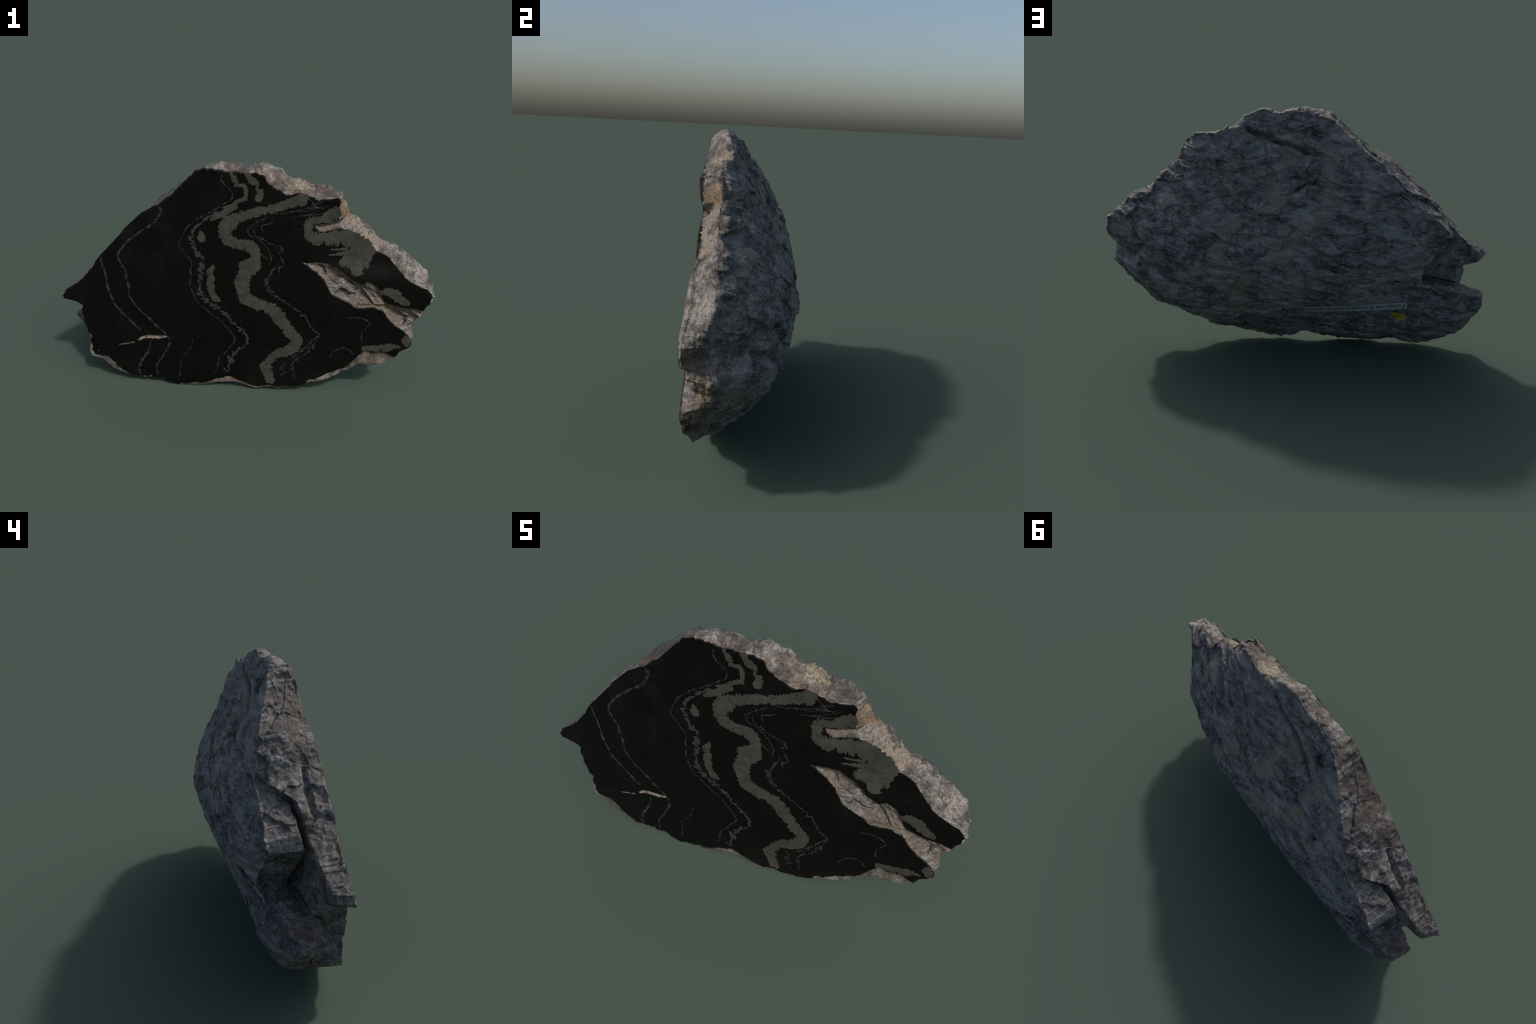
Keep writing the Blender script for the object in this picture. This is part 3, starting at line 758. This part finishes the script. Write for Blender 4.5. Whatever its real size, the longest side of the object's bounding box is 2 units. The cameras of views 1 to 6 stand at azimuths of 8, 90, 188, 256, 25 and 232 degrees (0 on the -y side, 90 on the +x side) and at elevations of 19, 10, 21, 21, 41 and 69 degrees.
THIN = [  # points, half width, zigzag amplitude, wavelength, skew
 ([(-0.114,1.013),(-0.143,0.995),(-0.185,0.966),(-0.202,0.95),(-0.228,0.932),(-0.246,0.905),(-0.255,0.883)], 0.0055, 0.004, 0.03, 0.3),
 ([(-0.255,0.883),(-0.256,0.857),(-0.252,0.827),(-0.24,0.801),(-0.216,0.776),(-0.195,0.751),(-0.205,0.719),(-0.214,0.687),(-0.211,0.652),(-0.219,0.61),(-0.22,0.573),(-0.208,0.542),(-0.183,0.516),(-0.144,0.491),(-0.106,0.466),(-0.076,0.44)], 0.0052, 0.015, 0.026, 0.5),
 ([(-0.076,0.44),(-0.051,0.409),(-0.025,0.383),(-0.004,0.361),(0.022,0.339),(0.035,0.302),(0.026,0.278),(-0.005,0.247),(-0.031,0.226)], 0.005, 0.008, 0.024, 0.5),
 ([(-0.031,0.226),(-0.054,0.2),(-0.063,0.165),(-0.072,0.131),(-0.082,0.1)], 0.005, 0.014, 0.028, 0.6),
 ([(-0.089,1.204),(-0.094,1.184),(-0.078,1.156),(-0.042,1.12),(-0.039,1.087),(-0.072,1.061),(-0.134,1.021),(-0.218,0.971),(-0.243,0.952),(-0.283,0.914),(-0.307,0.872),(-0.321,0.84),(-0.322,0.817),(-0.301,0.791),(-0.28,0.76),(-0.259,0.729),(-0.265,0.691),(-0.265,0.652),(-0.271,0.597),(-0.263,0.571),(-0.243,0.521),(-0.197,0.474),(-0.15,0.435),(-0.111,0.405),(-0.073,0.361),(-0.047,0.329),(-0.035,0.297),(-0.057,0.267),(-0.093,0.216),(-0.12,0.19),(-0.135,0.126),(-0.149,0.09)], 0.0016, 0.004, 0.016, 0.3),
 ([(-0.759,0.734),(-0.747,0.683),(-0.733,0.630),(-0.733,0.604),(-0.724,0.551),(-0.713,0.516),(-0.695,0.468),(-0.667,0.433),(-0.631,0.395),(-0.594,0.356),(-0.557,0.32)], 0.0035, 0.0045, 0.017, 0.4),
 ([(-0.504,0.261),(-0.52,0.199),(-0.564,0.129),(-0.58,0.08),(-0.573,0.05)], 0.0032, 0.0045, 0.017, 0.4),
 ([(-0.431,1.03),(-0.411,1.011),(-0.421,0.984),(-0.454,0.938),(-0.5,0.908),(-0.552,0.87),(-0.59,0.84),(-0.633,0.797),(-0.659,0.749),(-0.644,0.703),(-0.623,0.666),(-0.619,0.611),(-0.61,0.576),(-0.613,0.536),(-0.591,0.484),(-0.546,0.432),(-0.505,0.394),(-0.469,0.356),(-0.444,0.33),(-0.415,0.307)], 0.0033, 0.0045, 0.017, 0.4),
 ([(-0.403,0.287),(-0.398,0.25),(-0.42,0.207),(-0.448,0.157),(-0.472,0.122),(-0.478,0.079),(-0.473,0.055)], 0.003, 0.005, 0.016, 0.4),
 ([(-0.266,0.283),(-0.29,0.216),(-0.335,0.161),(-0.344,0.104),(-0.349,0.045)], 0.0012, 0.003, 0.014, 0.3),
 ([(0.136,0.995),(0.103,0.972),(0.058,0.945),(0.037,0.914),(0.045,0.898),(0.082,0.882),(0.119,0.854),(0.136,0.833),(0.152,0.804),(0.161,0.77),(0.14,0.734)], 0.0019, 0.004, 0.02, 0.3),
 ([(0.176,0.975),(0.144,0.957),(0.111,0.947),(0.115,0.918)], 0.002, 0.003, 0.02, 0.3),
 ([(0.07,0.928),(0.07,0.907),(0.119,0.875),(0.169,0.848),(0.214,0.829),(0.22,0.812),(0.197,0.806),(0.214,0.773),(0.227,0.739),(0.198,0.724),(0.202,0.702)], 0.0022, 0.003, 0.02, 0.3),
 ([(0.10,0.80),(0.125,0.78),(0.145,0.76)], 0.0016, 0.002, 0.02, 0.3),
 ([(0.194,0.754),(0.18,0.73),(0.165,0.708),(0.15,0.68),(0.13,0.644),(0.138,0.609),(0.163,0.574),(0.205,0.554),(0.247,0.525),(0.302,0.488),(0.34,0.459),(0.362,0.419),(0.397,0.375),(0.414,0.363),(0.393,0.338),(0.356,0.293),(0.323,0.258),(0.272,0.211)], 0.0026, 0.006, 0.021, 0.4),
 ([(0.172,0.72),(0.158,0.69),(0.142,0.65),(0.150,0.61),(0.175,0.58)], 0.002, 0.006, 0.02, 0.4),
 ([(0.414,0.354),(0.386,0.296),(0.361,0.256),(0.315,0.219),(0.281,0.188),(0.282,0.13),(0.283,0.096)], 0.0024, 0.007, 0.02, 0.4),
 ([(0.212,0.197),(0.234,0.175),(0.213,0.144),(0.239,0.122),(0.217,0.105),(0.244,0.083)], 0.0018, 0.004, 0.018, 0.3),
 ([(0.56,0.465),(0.602,0.47),(0.633,0.469),(0.66,0.459),(0.677,0.441),(0.656,0.413),(0.636,0.389),(0.636,0.362),(0.642,0.335)], 0.0019, 0.002, 0.025, 0.2),
 ([(0.474,0.236),(0.487,0.261),(0.515,0.282),(0.542,0.292),(0.571,0.287),(0.596,0.261)], 0.0017, 0.002, 0.025, 0.2),
]
# streaks of pale grains in the sheared upper right corner
for k in range(6):
    t = k / 5
    a0 = np.array([0.20 + 0.12 * t, 1.012 - 0.02 * t + 0.012 * (k % 3)])
    b0 = np.array([0.40 + 0.08 * t, 1.085 - 0.05 * t + 0.010 * (k % 2)])
    pts = [tuple(a0 + (b0 - a0) * f + np.array([0, -0.012 * math.sin(math.pi * f)])) for f in np.linspace(0, 1, 5)]
    THIN.append((pts, 0.0009, 0.0012, 0.03, 0.2))
for p_ in ([(0.345,1.095),(0.365,1.080),(0.375,1.066),(0.392,1.056)], [(0.345,1.045),(0.38,1.053),(0.42,1.050)], [(0.06,1.035),(0.09,1.043),(0.115,1.046)], [(0.15,1.010),(0.17,1.016),(0.195,1.016)]):  # first strip is no vein: ridge glints painted on as a pale line
    THIN.append((p_, 0.0028, 0.002, 0.02, 0.2))
for k, (p, h, a, w, sk) in enumerate(THIN):
    thin_vein(p, h, a, w, k * 3.7 + 1, sk, None, 0.0005 + 0.0001 * (k % 3))

# --------------------------------------------------- paper label and tape ---
backmesh = bpy.data.objects["weathered_back"].data
bvh = BVHTree.FromPolygons([v.co[:] for v in backmesh.vertices], [tuple(p.vertices) for p in backmesh.polygons])
def back_y(x, z):
    h = bvh.ray_cast(Vector((x, 1.0, z)), Vector((0, -1, 0)))
    return h[0].y if h[0] is not None else 0.1

def drape(name, s0, s1, half, A, B, mat, thick=0.0016, lift=0.003, nx=40, nz=4, zwob=0.0):
    """thin paper strip laid on the back between A and B"""
    A, B = np.array(A), np.array(B)
    d = B - A; ln = np.hypot(*d); d /= ln
    up = np.array([-d[1], d[0]])
    g = np.zeros((nx, nz, 2)); yy = np.zeros((nx, nz))
    for i in range(nx):
        for k in range(nz):
            p = A + d * ln * i / (nx - 1) + up * half * (2 * k / (nz - 1) - 1)
            g[i, k] = p; yy[i, k] = back_y(p[0], p[1])
    # paper is stiff: fit a smooth strip through the high spots
    tt = np.linspace(-1, 1, nx)
    ks = np.linspace(-1, 1, nz)
    T, K = np.meshgrid(tt, ks, indexing="ij")
    Am = np.stack([np.ones_like(T), T, T**2, T**3, T**4, K, K * T], -1).reshape(-1, 7)
    co, *_ = np.linalg.lstsq(Am, yy.ravel(), rcond=None)
    fit = (Am @ co).reshape(nx, nz)
    off = np.percentile(yy - fit, 90)
    top = fit + off + lift
    verts, faces = [], []
    for lay in (0, 1):
        for i in range(nx):
            for k in range(nz):
                verts.append((g[i, k, 0], top[i, k] - lay * thick, g[i, k, 1]))
    idx = lambda lay, i, k: lay * nx * nz + i * nz + k
    for i in range(nx - 1):
        for k in range(nz - 1):
            faces.append((idx(0, i, k), idx(0, i + 1, k), idx(0, i + 1, k + 1), idx(0, i, k + 1)))
            faces.append((idx(1, i, k), idx(1, i, k + 1), idx(1, i + 1, k + 1), idx(1, i + 1, k)))
    border = [(i, 0) for i in range(nx)] + [(nx - 1, k) for k in range(1, nz)] + [(i, nz - 1) for i in range(nx - 2, -1, -1)] + [(0, k) for k in range(nz - 2, 0, -1)]
    for (a, b), (c, e) in zip(border, border[1:] + border[:1]):
        faces.append((idx(0, a, b), idx(1, a, b), idx(1, c, e), idx(0, c, e)))
    ob = make_object(name, verts, faces, mat, root, None, False)
    bmm = bmesh.new(); bmm.from_mesh(ob.data)
    bmesh.ops.recalc_face_normals(bmm, faces=bmm.faces)
    bmm.to_mesh(ob.data); bmm.free()
    def surf(x, z):
        rel = np.array([x, z]) - A
        T_ = 2 * (rel @ d) / ln - 1; K_ = (rel @ up) / half
        return float(np.array([1, T_, T_**2, T_**3, T_**4, K_, K_ * T_]) @ co) + off + lift
    return ob, surf, d, up, ln

mp = Mat("label_paper")
M_PAPER = mp.finish(mp.mix(mp.remap(mp.noise(30, 4), 0.3, 0.7), (0.25, 0.262, 0.262), (0.33, 0.342, 0.342)), 0.7)
mi = Mat("label_ink")
M_INK = mi.finish((0.012, 0.012, 0.013), 0.7)
my = Mat("yellow_tape")
M_YEL = my.finish(my.mix(my.remap(my.noise(25, 4), 0.35, 0.65), (0.20, 0.17, 0.018), (0.30, 0.265, 0.03)), 0.6)

LA, LB = LAB_A + [0, zshift], LAB_B + [0, zshift]
paper, surf, d, up, ln = drape("paper_label", 0, 0, 0.0185, LA, LB, M_PAPER)
tcv = bpy.data.curves.new("label_lettering", "FONT")
tcv.body = "Falten mit Kompetenzunterschied"
tcv.extrude = 0.0
tcv.resolution_u = 3
tob = bpy.data.objects.new("label_lettering_curve", tcv)
bpy.context.scene.collection.objects.link(tob)
bpy.context.view_layer.update()
me = bpy.data.meshes.new_from_object(tob.evaluated_get(bpy.context.evaluated_depsgraph_get()))
bpy.data.objects.remove(tob)
co = np.array([v.co[:] for v in me.vertices])
x0, x1 = co[:, 0].min(), co[:, 0].max()
sx = ln * 0.955 / (x1 - x0)
# the caption is glued on upside down: it starts at the -x end and runs to +x
bmm = bmesh.new(); bmm.from_mesh(me)
bmesh.ops.subdivide_edges(bmm, edges=[e for e in bmm.edges if e.calc_length() > 0.3], cuts=4)
for v in bmm.verts:
    s = (v.co.x - x0) * sx + ln * 0.022
    h = (v.co.y - 0.27) * sx * 0.97
    p = LB - d * s + (up * h if up[1] < 0 else -up * h)
    v.co = Vector((p[0], surf(p[0], p[1]) + 0.0007, p[1]))
ext = bmesh.ops.extrude_face_region(bmm, geom=bmm.faces[:])
for v in [g for g in ext["geom"] if isinstance(g, bmesh.types.BMVert)]:
    v.co.y -= 0.0009
bmesh.ops.recalc_face_normals(bmm, faces=bmm.faces)
bmm.to_mesh(me); bmm.free()
me.materials.clear(); me.materials.append(M_INK)
let = bpy.data.objects.new("label_lettering", me)
bpy.context.scene.collection.objects.link(let)
let.parent = root

# scrap of yellow tape under the caption, corner torn off
tape, *_ = drape("yellow_tape", 0, 0, 0.021, (-0.514, 0.285 + zshift), (-0.586, 0.276 + zshift), M_YEL, nx=10, nz=6, lift=0.002)
for v in tape.data.vertices:
    t = (v.co.x + 0.514) / -0.072
    if v.co.z < 0.282:
        v.co.z += (0.282 - v.co.z) * 0.9 * max(0, 0.45 - t) / 0.45
        v.co.x -= 0.004
